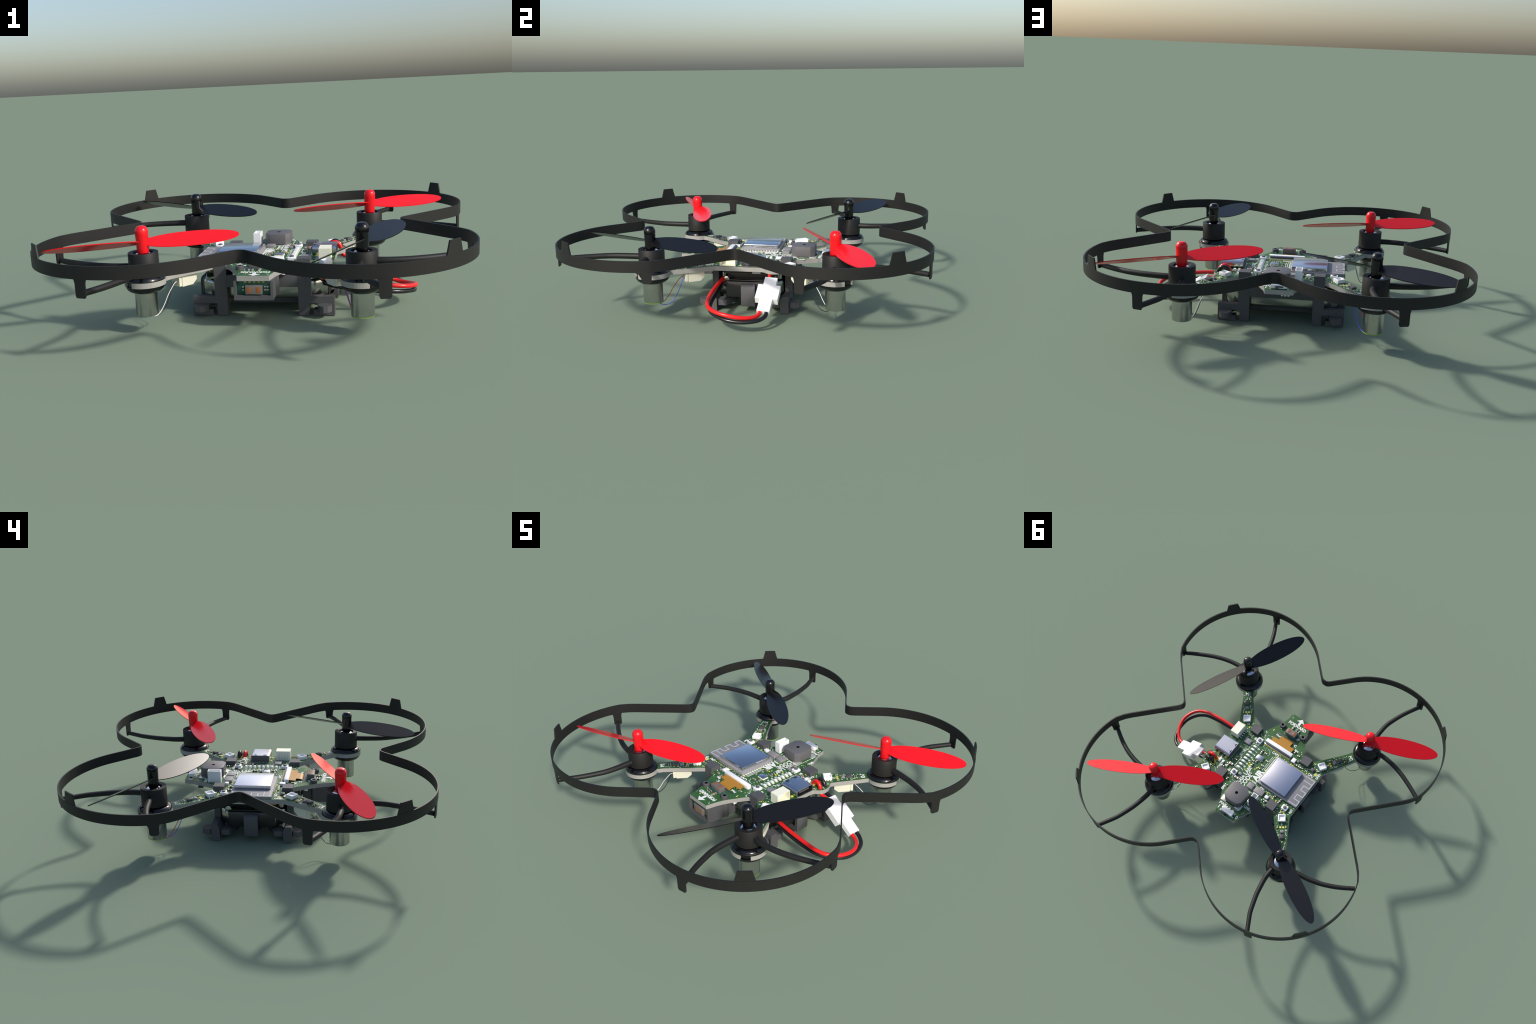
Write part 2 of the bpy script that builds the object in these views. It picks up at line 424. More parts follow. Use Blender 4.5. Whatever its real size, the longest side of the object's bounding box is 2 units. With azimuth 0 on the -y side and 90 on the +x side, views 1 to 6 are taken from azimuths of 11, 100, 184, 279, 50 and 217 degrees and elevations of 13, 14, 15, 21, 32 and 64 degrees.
# cream four-pin side entry socket and usb port
socket("side_entry_socket", .2770, .3350, -.1620, -.0730, .3200, M["cream"], .0042, .053, 'x')
for k in range(4):
    box("socket_pin", .258, .279, -.147 + k * .0175, -.141 + k * .0175, .2595, .2655, M["tin"], BOARD, 0)
    box("socket_pin", .2745, .2775, -.1455 + k * .0175, -.1425 + k * .0175, .2655, .307, M["tin"], BOARD, 0)
def usb_port():
    x0, x1, y0, y1, z0, z1, r = .2330, .3530, -.0390, .0840, .2610, .3065, .0165
    def ring(g):
        pts = []
        for cyy, czz, a0 in ((y1 - r, z1 - r, 0), (y0 + r, z1 - r, 90), (y0 + r, z0 + r, 180), (y1 - r, z0 + r, 270)):
            for k in range(7):
                a = math.radians(a0 + 15 * k); pts.append((cyy + (r - g) * C(a), czz + (r - g) * S(a)))
        return pts
    bm = bmesh.new(); o, i = ring(0), ring(.0045); L = []
    for x, pr in ((x0, o), (x1, o), (x1, i), (x0 + .03, i)): L.append([bm.verts.new((x, y, z)) for y, z in pr])
    for a, b in zip(L, L[1:]):
        for k in range(len(o)): bm.faces.new((a[k], a[(k + 1) % len(o)], b[(k + 1) % len(o)], b[k]))
    bm.faces.new(L[-1]); f = bm.faces.new(L[0][::-1])
    link("usb_port", mesh_of(bm, "usb_port"), M["usb"], BOARD, 40)
    OCC.append((x0, x1, y0, y1))
    box("usb_tongue", x0 + .03, x1 - .006, y0 + .026, y1 - .026, .2795, .2885, M["chip"], BOARD, .001)
    box("usb_rear_plate", x0 - .003, x0 + .002, y0 + .006, y1 - .006, .2650, .3035, M["cage"], BOARD, .001)
    for k in range(12):
        y = y0 + .013 + k * .0088
        box("usb_pin", x0 - .011, x0 + .001, y - .0022, y + .0022, .2595, .2640, M["tin"], BOARD, 0)
    for yy in (y0 + .032, y1 - .032):                     # stamped spring slots and solder dimples
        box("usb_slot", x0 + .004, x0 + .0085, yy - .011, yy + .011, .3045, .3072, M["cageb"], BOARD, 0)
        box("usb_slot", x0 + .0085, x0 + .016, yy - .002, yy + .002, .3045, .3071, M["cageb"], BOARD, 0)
        prism("usb_spring", [(x0 + .028, yy - .006), (x0 + .040, yy), (x0 + .028, yy + .006)], .3045, .3074, M["chrome"], BOARD)
    for xx in (.256, .318):
        for yy in (y0 - .004, y1 + .004):
            lathe("usb_mount_pad", [(0, .2615), (.0095, .2612), (.010, .2598)], xx, yy, M["gold"], BOARD, 16)
            lathe("usb_mount_tab", [(0, .2665), (.0045, .2660), (.0045, .2610)], xx, yy, M["tin"], BOARD, 10)
usb_port()

# integrated circuits
def chip(x0, x1, y0, y1, z1, mat, pins='xy'):
    o = part("integrated_circuit", x0, x1, y0, y1, z1, mat)
    bm = bmesh.new(); p = .0068; w = .0019
    if 'x' in pins:
        k = y0 + .004
        while k < y1 - .002:
            bm_box(bm, x0 - .0032, x1 + .0032, k - w, k + w, ZT - .0005, ZT + .0022); k += p
    if 'y' in pins:
        k = x0 + .004
        while k < x1 - .002:
            bm_box(bm, k - w, k + w, y0 - .0032, y1 + .0032, ZT - .0005, ZT + .0021); k += p
    q = link("chip_leads", mesh_of(bm, "chip_leads"), M["tin"], BOARD); q["kind"] = "stuff"
    lathe("chip_dot", [(0, z1 + .0006), (.0024, z1 + .0006), (.0026, z1 - .0005)], x1 - .007, y0 + .007, M["trace"], BOARD, 10)
    return o
chip(.1820, .2300, -.1145, -.0755, .2725, M["chipg"], 'x')
chip(-.0325, .0115, .1430, .1850, .2750, M["chipg"])
chip(-.1160, -.0470, .1415, .1850, .2750, M["chipg"], 'y')
chip(.090, .112, .122, .141, .2690, M["chipg"], 'x')
chip(-.290, -.264, -.186, -.162, .2720, M["chip"], 'y')
part("crystal_base", .0400, .0890, -.0590, -.0205, .2665, M["cream"], .0008)
part("crystal_can", .0420, .0870, -.0570, -.0225, .2735, M["shield"], .0015)
part("pressure_sensor", -.1485, -.1195, -.1740, -.1405, .2745, M["white"], .002)
part("pressure_sensor", -.1590, -.1335, .1555, .1785, .2745, M["white"], .002)
part("small_chip", -.168, -.156, -.178, -.162, .268, M["chipg"])

# push buttons
def button(x, y, hx, hy):
    part("push_button", x - hx, x + hx, y - hy, y + hy, .2775, M["white"], .004, .2615)
    for s in (1, -1):
        box("button_terminal", x - s * hx * .5 - .006, x - s * hx * .5 + .006, y - hy - .006, y + hy + .006, .2590, .2632, M["tin"], BOARD, .0005)
    lathe("button_cap", [(0, .2838), (.0085, .2838), (.0112, .2825), (.0115, .277)], x, y, M["buzz"], BOARD, 24)
button(.1415, -.1435, .0195, .0200); button(.1415, .1470, .0195, .0200); button(-.2880, .1590, .0210, .0170)

# row of eight byte leds, each a lens on two pads
LED0 = None
def byte_led():
    bm = bmesh.new()
    bm_box(bm, -.0100, .0100, -.0066, .0066, .0025, .0125, .0022, 0)
    bm_box(bm, -.0155, .0155, -.0066, .0066, -.0010, .0045, .0006, 1)
    bm_box(bm, .0095, .0165, -.0062, .0062, -.0005, .0062, .0006, 2)
    return link("indicator_led", mesh_of(bm, "indicator_led"), [M["white"], M["cream"], M["conn"]], BOARD, 35)
LED0 = place(byte_led(), (.1405, -.0900, ZT))
for k in range(1, 8): copy_of(LED0, (.1405, -.0900 + .0267 * k, ZT))
OCC.append((.118, .160, -.105, .112))
for x, y in ((.276, .126), (.249, .1285)):
    copy_of(LED0, (x, y, ZT), PI / 2, scale=(.95, 1.1, 1.1)); OCC.append((x - .012, x + .012, y - .015, y + .015))

# square status leds on the arms (frame with sunken window)
def status_led():
    bm = bmesh.new(); h = .0245
    bm_box(bm, -h, h, -h, h, .0015, .0225, .0022, 0)
    f = max(bm.faces, key=lambda f: (round(f.calc_center_median().z, 4), f.calc_area()))
    bmesh.ops.inset_region(bm, faces=[f], thickness=.0055)
    bmesh.ops.inset_region(bm, faces=[f], thickness=.003)
    for v in f.verts: v.co.z -= .009
    f.material_index = 2
    for s in (1, -1):
        for k in (-.015, 0, .015):
            bm_box(bm, s * h - .002, s * h + .002, k - .0035, k + .0035, -.0008, .003, 0, 1)
    return link("status_led", mesh_of(bm, "status_led"), [M["white"], M["cream"], M["white"]], BOARD, 30)
ARM = math.radians(55); ax, ay = C(ARM), S(ARM)
LEDX, LEDY = .3165, .2310
SL = None; RES = None

# chip resistors and capacitors: body with tinned ends
def two_end(body):
    bm = bmesh.new()
    bm_box(bm, -.0045, .0045, -.0046, .0046, .0002, .0078, .0005, 0)
    for s in (1, -1): bm_box(bm, s * .0065 - .0024, s * .0065 + .0024, -.0048, .0048, -.0005, .0080, .0006, 1)
    return link("chip_capacitor" if body == "brown" else "chip_resistor", mesh_of(bm, "two_end"), [M[body], M["tin"]], BOARD, 35)
CAP, RESI = two_end("brown"), two_end("black")
CAP.hide_render = RESI.hide_render = True
used = {"c": False, "r": False}
def smd(kind, x, y, deg=0, s=1.0):
    src = CAP if kind == "c" else RESI
    OCC.append((x - .012 * s, x + .012 * s, y - .012 * s, y + .012 * s))
    if not used[kind]:
        used[kind] = True; src.hide_render = False; o = src
        o.location = (x, y, ZT); o.rotation_euler = (0, 0, math.radians(deg)); o.scale = (s, s, s); return o
    return copy_of(src, (x, y, ZT), math.radians(deg), scale=(s, s, s))
for k, x, y, d, s in [
    ("c", .190, .062, 0, 1), ("r", .212, .116, 0, 1.05), ("c", .195, .107, 0, 1.6), ("c", .089, .002, 0, 1), ("r", .066, -.006, 90, 1),
    ("c", .080, -.077, 90, 1), ("r", .080, -.092, 90, 1), ("c", .051, -.091, 0, 1), ("r", .076, .026, 90, 1), ("r", .075, .041, 90, 1),
    ("c", .010, -.049, 0, 1), ("c", .015, -.004, 0, 1), ("c", .023, .024, 0, 1), ("c", .047, .087, 0, 1), ("c", .103, .169, 0, 1.6),
    ("r", .148, .209, 90, 1), ("r", .126, .250, 0, 1), ("c", .016, -.366, 90, 1), ("c", .017, -.350, 90, 1), ("r", -.017, -.358, 90, 1),
    ("r", -.035, -.356, 90, 1), ("c", -.105, -.215, 90, 1), ("c", -.141, -.205, 0, 1), ("r", -.161, -.141, 0, 1), ("r", -.178, -.141, 0, 1),
    ("c", -.194, -.141, 0, 1), ("r", -.209, -.142, 0, 1), ("c", -.313, -.187, 35, .9), ("r", -.186, .133, 60, 1), ("c", -.231, .148, 90, 1),
    ("r", -.234, .132, 90, 1), ("c", .208, .134, 90, 1), ("r", -.135, .197, 60, 1), ("r", -.155, .199, 60, 1), ("r", .232, .152, 0, 1)]:
    smd(k, x, y, d, s)

first_led = None
for sx, sy in QUADS:
    base = Vector((sx * LEDX, sy * LEDY)); a = Vector((sx * ax, sy * ay)); t = Vector((a.y, -a.x))
    rot = math.atan2(a.y, a.x) - PI / 2
    def at(s, u): p = base + a * s + t * u; return p.x, p.y
    x, y = at(0, 0)
    if first_led is None: first_led = place(status_led(), (x, y, ZT), rot)
    else: copy_of(first_led, (x, y, ZT), rot)
    OCC.append((x - .034, x + .034, y - .034, y + .034))
    for u in (-.0275, .0275): smd("c", *at(.058, u), math.degrees(rot) + 90, .85)
    smd("c", *at(-.040, .012), math.degrees(rot), .85)
    for u in (-.0095, .0095):
        px, py = at(.058, u)
        lathe("solder_pad", [(.0028, .2607), (.0035, .2612), (.0072, .2612), (.0078, .2598)], px, py, M["gold"], BOARD, 16)
        lathe("solder_pad_core", [(0, .2615), (.0030, .2611), (.0032, .260)], px, py, M["tin"], BOARD, 10)
        OCC.append((px - .009, px + .009, py - .009, py + .009))
    for s, hw, hl, z1, m in ((.0905, .0115, .0085, .2705, "chipg"), (.1260, .0135, .0140, .2725, "chip")):
        bm = bmesh.new(); bm_box(bm, -hw, hw, -hl, hl, -.001, z1 - ZT, .001)
        for q in (-.0085, 0, .0085):
            for e in (1, -1): bm_box(bm, q - .002, q + .002, e * hl - .003, e * hl + .003, -.0005, .0030, 0, 1)
        x, y = at(s, -.002); OCC.append((x - .02, x + .02, y - .02, y + .02))
        place(link("motor_driver_chip", mesh_of(bm, "motor_driver_chip"), [M[m], M["tin"]], BOARD, 35), (x, y, ZT), rot)
    smd("r", *at(.163, -.004), math.degrees(rot) + 90, .75); smd("r", *at(.163, .012), math.degrees(rot) + 90, .75)

# ------------------------------------------------------------------ printed silkscreen
def words(txt, x, y, size, deg, bold=0.0, sx=1.0):
    cu = bpy.data.curves.new("t", 'FONT'); cu.body = txt; cu.size = size
    cu.align_x = 'CENTER'; cu.align_y = 'CENTER'; cu.extrude = .0006; cu.offset = bold; cu.resolution_u = 3
    ob = bpy.data.objects.new("t", cu); bpy.context.scene.collection.objects.link(ob)
    dg = bpy.context.evaluated_depsgraph_get(); me = bpy.data.meshes.new_from_object(ob.evaluated_get(dg))
    bpy.data.objects.remove(ob); bpy.data.curves.remove(cu)
    me.materials.clear()
    o = place(link("printed_word", me, M["silk"], BOARD), (x, y, ZT + .0005), math.radians(deg)); o.scale = (sx, 1, 1)
    OCC.append((x - size, x + size, y - size, y + size))
for a in [("FORWARD", 0, -.3875, .031, 180, .0012, .92), ("CAM", -.003, -.1285, .026, 180, .001, .95), ("UP", -.059, -.306, .023, 180, .0008, 1),
          ("Mod", .064, -.2545, .020, 180, .0008, 1), ("C", -.077, -.255, .025, 180, .0012, 1), ("Inc.", -.107, -.232, .022, 180, .001, 1),
          ("CPU", -.288, -.1345, .024, 180, .0008, .9), ("GND", -.335, -.156, .022, -90, .0008, .95), ("RST", -.334, .155, .022, -90, .0008, .9),
          ("FIRIA LABS", .0735, .121, .0385, -90, .0010, .84), ("CODE", .0395, .145, .042, -90, .0012, .95), ("AIR", -.004, .071, .058, -90, .0030, .92),
          ("BYTE", .1835, -.008, .026, -90, .0008, .95), ("B0", .176, -.145, .022, -90, .0006, .9), ("B1", .180, .147, .024, -90, .0008, .9),
          ("CHG", .250, .163, .022, -90, .0008, 1), ("BAT", .283, .101, .018, -90, .0006, 1), ("PWR", .060, .3725, .027, 180, .001, .95),
          ("UART", -.092, .3035, .026, 180, .001, .85), ("SPK", .132, .272, .024, -90, .0008, 1), ("MAG", -.010, .1275, .018, 180, .0006, 1),
          ("IMU", -.082, .1310, .018, 180, .0006, 1), ("ALT", -.149, .192, .020, 180, .0008, 1), ("1", .072, .400, .034, 180, .0012, 1),
          ("0", -.0715, .399, .034, 180, .0012, .9), ("A", .222, .134, .020, -90, .0006, 1)]:
    words(*a)
for k in range(8): words(str(k), .1125, -.0900 + .0267 * k, .025, -90, .0008)
for i, (sx, sy) in enumerate([(1, -1), (-1, -1), (1, 1), (-1, 1)]):
    a = Vector((sx * ax, sy * ay)); p = Vector((sx * LEDX, sy * LEDY)); d = math.degrees(math.atan2(a.y, a.x)) - 90
    q = p + a * .205; words("M%d" % (i + 1), q.x, q.y, .034, d, .001, .85)
    q = p + a * .038; words(str(i + 1), q.x, q.y, .024, d, .001, 1)
bm = bmesh.new()
prs = [((.170, -.106), (.129, -.112), .0022), ((.170, -.106), (.170, -.044), .0022), ((.170, -.044), (.176, -.038), .0022),
       ((.176, .024), (.170, .030), .0022), ((.170, .030), (.170, .104), .0022), ((.170, .104), (.122, .108), .0022),
       ((-.0015, -.100), (-.0015, .022), .0030), ((-.0120, -.106), (-.0120, .014), .0030), ((-.0225, -.096), (-.0225, .006), .0018),
       ((-.0260, -.118), (-.0260, .108), .0036), ((.264, .106), (.262, .150), .0014), ((.292, .110), (.262, .108), .0014),
       ((.098, .190), (.098, .345), .0020), ((.090, .352), (-.055, .352), .0020), ((-.058, .340), (-.058, .205), .0020), ((.098, .198), (-.052, .199), .0024)]
for i, (a, b, w) in enumerate(prs): bm_line(bm, a, b, w, ZT, .0007 + .00003 * i)
link("printed_outline", mesh_of(bm, "printed_outline"), M["silk"], BOARD)
prism("printed_arrow", [(0, -.4545), (-.0295, -.4255), (-.0085, -.4285), (-.0085, -.4010), (.0085, -.4010), (.0085, -.4285), (.0295, -.4255)], ZT - .001, ZT + .0008, M["silk"], BOARD)
OCC += [(-.035, .035, -.458, -.398), (-.07, .07, -.40, -.37), (-.03, .02, -.12, .13), (.02, .1, .05, .2)]

# gold test points and tinned vias
bm = bmesh.new()
def disc(bm, x, y, r, h, n=10):
    bm_prism(bm, [(x + r * C(2 * PI * k / n), y + r * S(2 * PI * k / n)) for k in range(n)], ZT - .001, ZT + h)
for x, y in [(.117, -.275), (-.043, -.409), (-.133, -.128), (-.149, -.127), (-.259, -.221), (-.018, -.111), (-.131, .137), (-.179, .149),
             (-.209, .149), (-.279, .192), (-.304, .192), (-.223, -.133), (-.256, -.133), (.100, .028), (.088, .035), (.083, .052), (.093, .046),
             (.097, .085), (.158, .205), (.230, .188), (.290, .190), (.197, .040), (.038, .031), (.043, .045), (.018, .130), (.205, .165),
             (.168, .178), (-.02, .012), (.266, -.190), (.246, -.205), (.305, -.19), (-.24, .222)]:
    disc(bm, x, y, .0046, .0009, 12)
for sx, sy in QUADS:
    p = Vector((sx * LEDX, sy * LEDY)) + Vector((sx * ax, sy * ay)) * .158 + Vector((sy * ay, -sx * ax)) * .014
    disc(bm, p.x, p.y, .0046, .0009, 12)
o = link("gold_test_points", mesh_of(bm, "gold_test_points"), M["gold"], BOARD); o["kind"] = "stuff"
lathe("ground_pad", [(0, .2615), (.0075, .2615), (.009, .2598)], -.313, -.159, M["gold"], BOARD, 24)
lathe("ground_pad_ring", [(.0100, .2608), (.0118, .2612), (.0128, .2600)], -.313, -.159, M["silk"], BOARD, 24)
OCC.append((-.33, -.296, -.175, -.143))
bm = bmesh.new(); cnt = 0; tries = 0
while cnt < 460 and tries < 20000:
    tries += 1
    x, y = random.uniform(-.46, .46), random.uniform(-.46, .46)
    if not all(on_board(x + dx, y + dy) for dx, dy in ((.008, 0), (-.008, 0), (0, .008), (0, -.008))): continue
    if any(a - .004 < x < b + .004 and c - .004 < y < d + .004 for a, b, c, d in OCC): continue
    if y < -.24 and random.random() < .8: continue
    if math.hypot(abs(x) - RX, abs(y) - RY) < .10: continue
    disc(bm, x, y, random.choice((.0020, .0026, .0030)), .0008, 8); cnt += 1
for sx, sy in QUADS:                                      # via rows along both sides of every arm
    p = Vector((sx * LEDX, sy * LEDY)); a = Vector((sx * ax, sy * ay)); t = Vector((a.y, -a.x))
    for k in range(30):
        s = random.uniform(.07, .20); u = random.choice((-1, 1)) * random.uniform(.016, .032) * (1 - 1.6 * (s - .07))
        q = p + a * s + t * u
        if all(on_board(q.x + dx, q.y + dy) for dx, dy in ((.005, 0), (-.005, 0), (0, .005), (0, -.005))): disc(bm, q.x, q.y, random.choice((.002, .0028)), .0008, 8)
o = link("tinned_vias", mesh_of(bm, "tinned_vias"), M["silk"], BOARD); o["kind"] = "stuff"

# slide switch
part("slide_switch", -.0440, .0440, .3815, .4180, .2845, M["white"], .003, .2625)
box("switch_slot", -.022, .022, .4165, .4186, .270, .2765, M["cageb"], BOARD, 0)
box("switch_knob", .003, .018, .414, .4330, .268, .2785, M["chip"], BOARD, .002)
for x, y in ((-.048, .388), (-.048, .413), (.048, .388), (.048, .413), (-.026, .376), (.004, .376), (.026, .376)):
    box("switch_terminal", x - .005, x + .005, y - .005, y + .005, .2592, .2625, M["tin"], BOARD, .0004)

# camera cable: connector, amber flex, slot
box("flex_socket", -.1060, .1060, -.1885, -.1620, .2610, .2845, M["white"], BOARD, .002)
box("flex_socket_latch", -.1010, .1010, -.1630, -.1530, .2610, .2800, M["cage"], BOARD, .001)
box("flex_socket_base", -.1080, .1080, -.1560, -.1475, .2595, .2680, M["tin"], BOARD, .001)
bm = bmesh.new()
for k in range(34): bm_box(bm, -.1015 + k * .00615 - .0016, -.1015 + k * .00615 + .0016, -.1490, -.1425, .2595, .2632)
o = link("flex_socket_pins", mesh_of(bm, "flex_socket_pins"), M["gold"], BOARD); o["kind"] = "stuff"
OCC.append((-.11, .11, -.19, -.14))
def flex():
    bm = bmesh.new(); st = [(-.185, .2745, -.085, .082), (-.200, .2730, -.085, .082), (-.228, .2705, -.085, .082), (-.2285, .2704, -.051, .041),
         (-.245, .2695, -.051, .041), (-.256, .2680, -.051, .041), (-.264, .2645, -.051, .041), (-.269, .2590, -.051, .041), (-.271, .2480, -.051, .041)]
    V = []
    for y, z, xa, xb in st: V.append([bm.verts.new((x, y, z + dz)) for x in (xa, xb) for dz in (0, -.0022)])
    for A, B in zip(V, V[1:]):
        bm.faces.new((A[0], A[2], B[2], B[0])); bm.faces.new((A[1], A[3], B[3], B[1]))
        bm.faces.new((A[0], A[1], B[1], B[0])); bm.faces.new((A[2], A[3], B[3], B[2]))
    for A in (V[0], V[-1]): bm.faces.new((A[0], A[1], A[3], A[2]))
    link("flex_cable", mesh_of(bm, "flex_cable"), M["flex"], BOARD, 40)
flex()
box("flex_slot", -.0830, .0830, -.2780, -.2690, .2400, .2608, M["black"], BOARD, .0003)

# distance sensors (top and front), their screws and the front housing
def range_sensor(name, to_world):
    """sensor package with two amber windows; built lying in u (wide), v (short), w (out)"""
    bm = bmesh.new()
    bm_box(bm, -.0465, .0465, -.0275, .0275, -.004, .0035, .0005, 2)
    bm_box(bm, -.0395, .0395, -.0210, .0210, .002, .0340, .0022, 0)
    for s in (1, -1): bm_box(bm, s * .0215 - .0105, s * .0215 + .0105, -.0140, .0140, .030, .0347, .0004, 1)
    for v in bm.verts: v.co = to_world @ v.co
    return link(name, mesh_of(bm, name), [M["senso"], M["copper"], M["maskb"]], BOARD, 35)
range_sensor("range_sensor", Matrix.Translation((-.003, -.3130, ZT)))
for sx in (1, -1):
    lathe("mounting_screw", [(0, .2705), (.0085, .2705), (.0095, .2795), (.0185, .2803), (.0203, .2785), (.0203, .2590)], sx * .0845, -.3345, M["cage"], BOARD, 28)
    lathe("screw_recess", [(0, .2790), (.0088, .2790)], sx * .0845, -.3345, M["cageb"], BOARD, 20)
HOUSE = None
bm = bmesh.new()
def zprism(pts, y0, y1):                                  # profile in x,z swept along y
    a = [bm.verts.new((x, y0, z)) for x, z in pts]; b = [bm.verts.new((x, y1, z)) for x, z in pts]; n = len(pts)
    bm.faces.new(a); bm.faces.new(b[::-1])
    for i in range(n): bm.faces.new((a[i], a[(i + 1) % n], b[(i + 1) % n], b[i]))
zprism([(-.0925, .1435), (.0925, .1435), (.0925, .2340), (.0805, .2340), (.0805, .1655), (-.0805, .1655), (-.0805, .2340), (-.0925, .2340)], -.4590, -.4320)
zprism([(-.0925, .1435), (.0925, .1435), (.0925, .2340), (-.0925, .2340)], -.4325, -.2700)
for sx in (1, -1): bm_lathe(bm, [(0, .1440), (.019, .1440), (.019, .2340), (0, .2340)], sx * .0845, -.3345, 24)
HOUSE = link("sensor_housing", mesh_of(bm, "sensor_housing"), M["cage"], None, 35)
box("sensor_board", -.0800, .0800, -.4400, -.4335, .1665, .2345, M["maskb"], HOUSE, .0005)
Rf = Matrix.Translation((.0015, -.4370, .1920)) @ Matrix(((1, 0, 0, 0), (0, 0, -1, 0), (0, 1, 0, 0), (0, 0, 0, 1))) @ Matrix.Scale(.64, 4, (0, 0, 1))
o = range_sensor("range_sensor", Rf); o.parent = HOUSE
for k in range(5):
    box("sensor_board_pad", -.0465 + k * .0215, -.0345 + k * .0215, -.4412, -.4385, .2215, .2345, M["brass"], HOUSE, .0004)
for x, z, m in ((.0595, .205, "brown"), (.0595, .190, "brown"), (-.0505, .1965, "black")):
    box("sensor_board_capacitor", x - .0045, x + .0045, -.4455, -.4390, z - .0042, z + .0042, M[m], HOUSE, .0004)
    for s in (1, -1):
        d = (s * .0068, 0) if m == "brown" else (0, s * .0068)
        box("sensor_board_terminal", x + d[0] - .003, x + d[0] + .003, -.4457, -.4390, z + d[1] - .003, z + d[1] + .003, M["tin"], HOUSE, .0004)

# ------------------------------------------------------------------ battery cage
bm = bmesh.new()
for sx in (1, -1):
    for sy in (1, -1):
        X = lambda a, b: (min(sx * a, sx * b), max(sx * a, sx * b)); Y = lambda a, b: (min(sy * a, sy * b), max(sy * a, sy * b))
        bm_box(bm, *X(.1775, .2400), *Y(.1670, .2285), .2035, .2860)
        bm_box(bm, *X(.1775, .2400), *Y(.1930, .2285), .0965, .2035)
        def foot(x0, x1, prof):                           # profile in y,z swept along x
            a = [bm.verts.new((sx * x0, sy * y, z)) for y, z in prof]; b = [bm.verts.new((sx * x1, sy * y, z)) for y, z in prof]; n = len(prof)
            bm.faces.new(a); bm.faces.new(b[::-1])
            for i in range(n): bm.faces.new((a[i], a[(i + 1) % n], b[(i + 1) % n], b[i]))
        foot(.1775, .2300, [(.2285, 0), (.2285, .0965), (.1930, .0965), (.1805, .0700), (.1805, 0)])
        foot(.2300, .3540, [(.2285, .0610), (.2285, .0965), (.1930, .0965), (.1805, .0700), (.1805, .0610)])
        foot(.3400, .3540, [(.2285, .0290), (.2285, .0610), (.1805, .0610), (.1805, .0290)])
        foot(.2530, .3540, [(.2285, 0), (.2285, .0290), (.1805, .0290), (.1805, 0)])
for sy in (1, -1):
    y0, y1 = min(sy * .1960, sy * .2275), max(sy * .1960, sy * .2275)
    bm_box(bm, -.1800, .1800, y0, y1, .1435, .2050, .0012)
CAGE = link("battery_cage", mesh_of(bm, "battery_cage"), M["cage"], None, 35)

# snap-in tray below the battery: cross plate, barbed arms, two end clips
bm = bmesh.new()
TZ0, TZ1 = .0290, .0605
bm_prism(bm, [(-.20, -.10), (.20, -.10), (.20, .10), (-.20, .10)], TZ0, TZ1)
for sx in (1, -1):
    for sy in (1, -1):
        arm = [(.150, .085), (.245, .085), (.338, .128), (.338, .176), (.325, .180), (.325, .232), (.342, .236), (.342, .262), (.325, .284), (.305, .290),
               (.288, .284), (.274, .262), (.272, .236), (.290, .232), (.290, .180), (.276, .176), (.262, .150), (.185, .100)]
        bm_prism(bm, [(sx * x, sy * y) for x, y in arm], TZ0 + .001, TZ1 + .002)
TRAY = link("battery_tray", mesh_of(bm, "battery_tray"), M["cage"], None, 30)
for sx in (1, -1):
    bm = bmesh.new()
    prof = [(.18, .0330), (.18, .0560), (.318, .0560), (.332, .062), (.338, .074), (.340, .128), (.336, .146), (.328, .156), (.334, .1620), (.346, .158), (.355, .147), (.359, .130),
            (.359, .044), (.3565, .036), (.350, .0325), (.22, .0325)]
    a = [bm.verts.new((sx * x, -.0390, z)) for x, z in prof]; b = [bm.verts.new((sx * x, .0390, z)) for x, z in prof]; n = len(prof)
    bm.faces.new(a); bm.faces.new(b[::-1])
    for i in range(n): bm.faces.new((a[i], a[(i + 1) % n], b[(i + 1) % n], b[i]))
    link("tray_clip", mesh_of(bm, "tray_clip"), M["cage"], TRAY, 35)

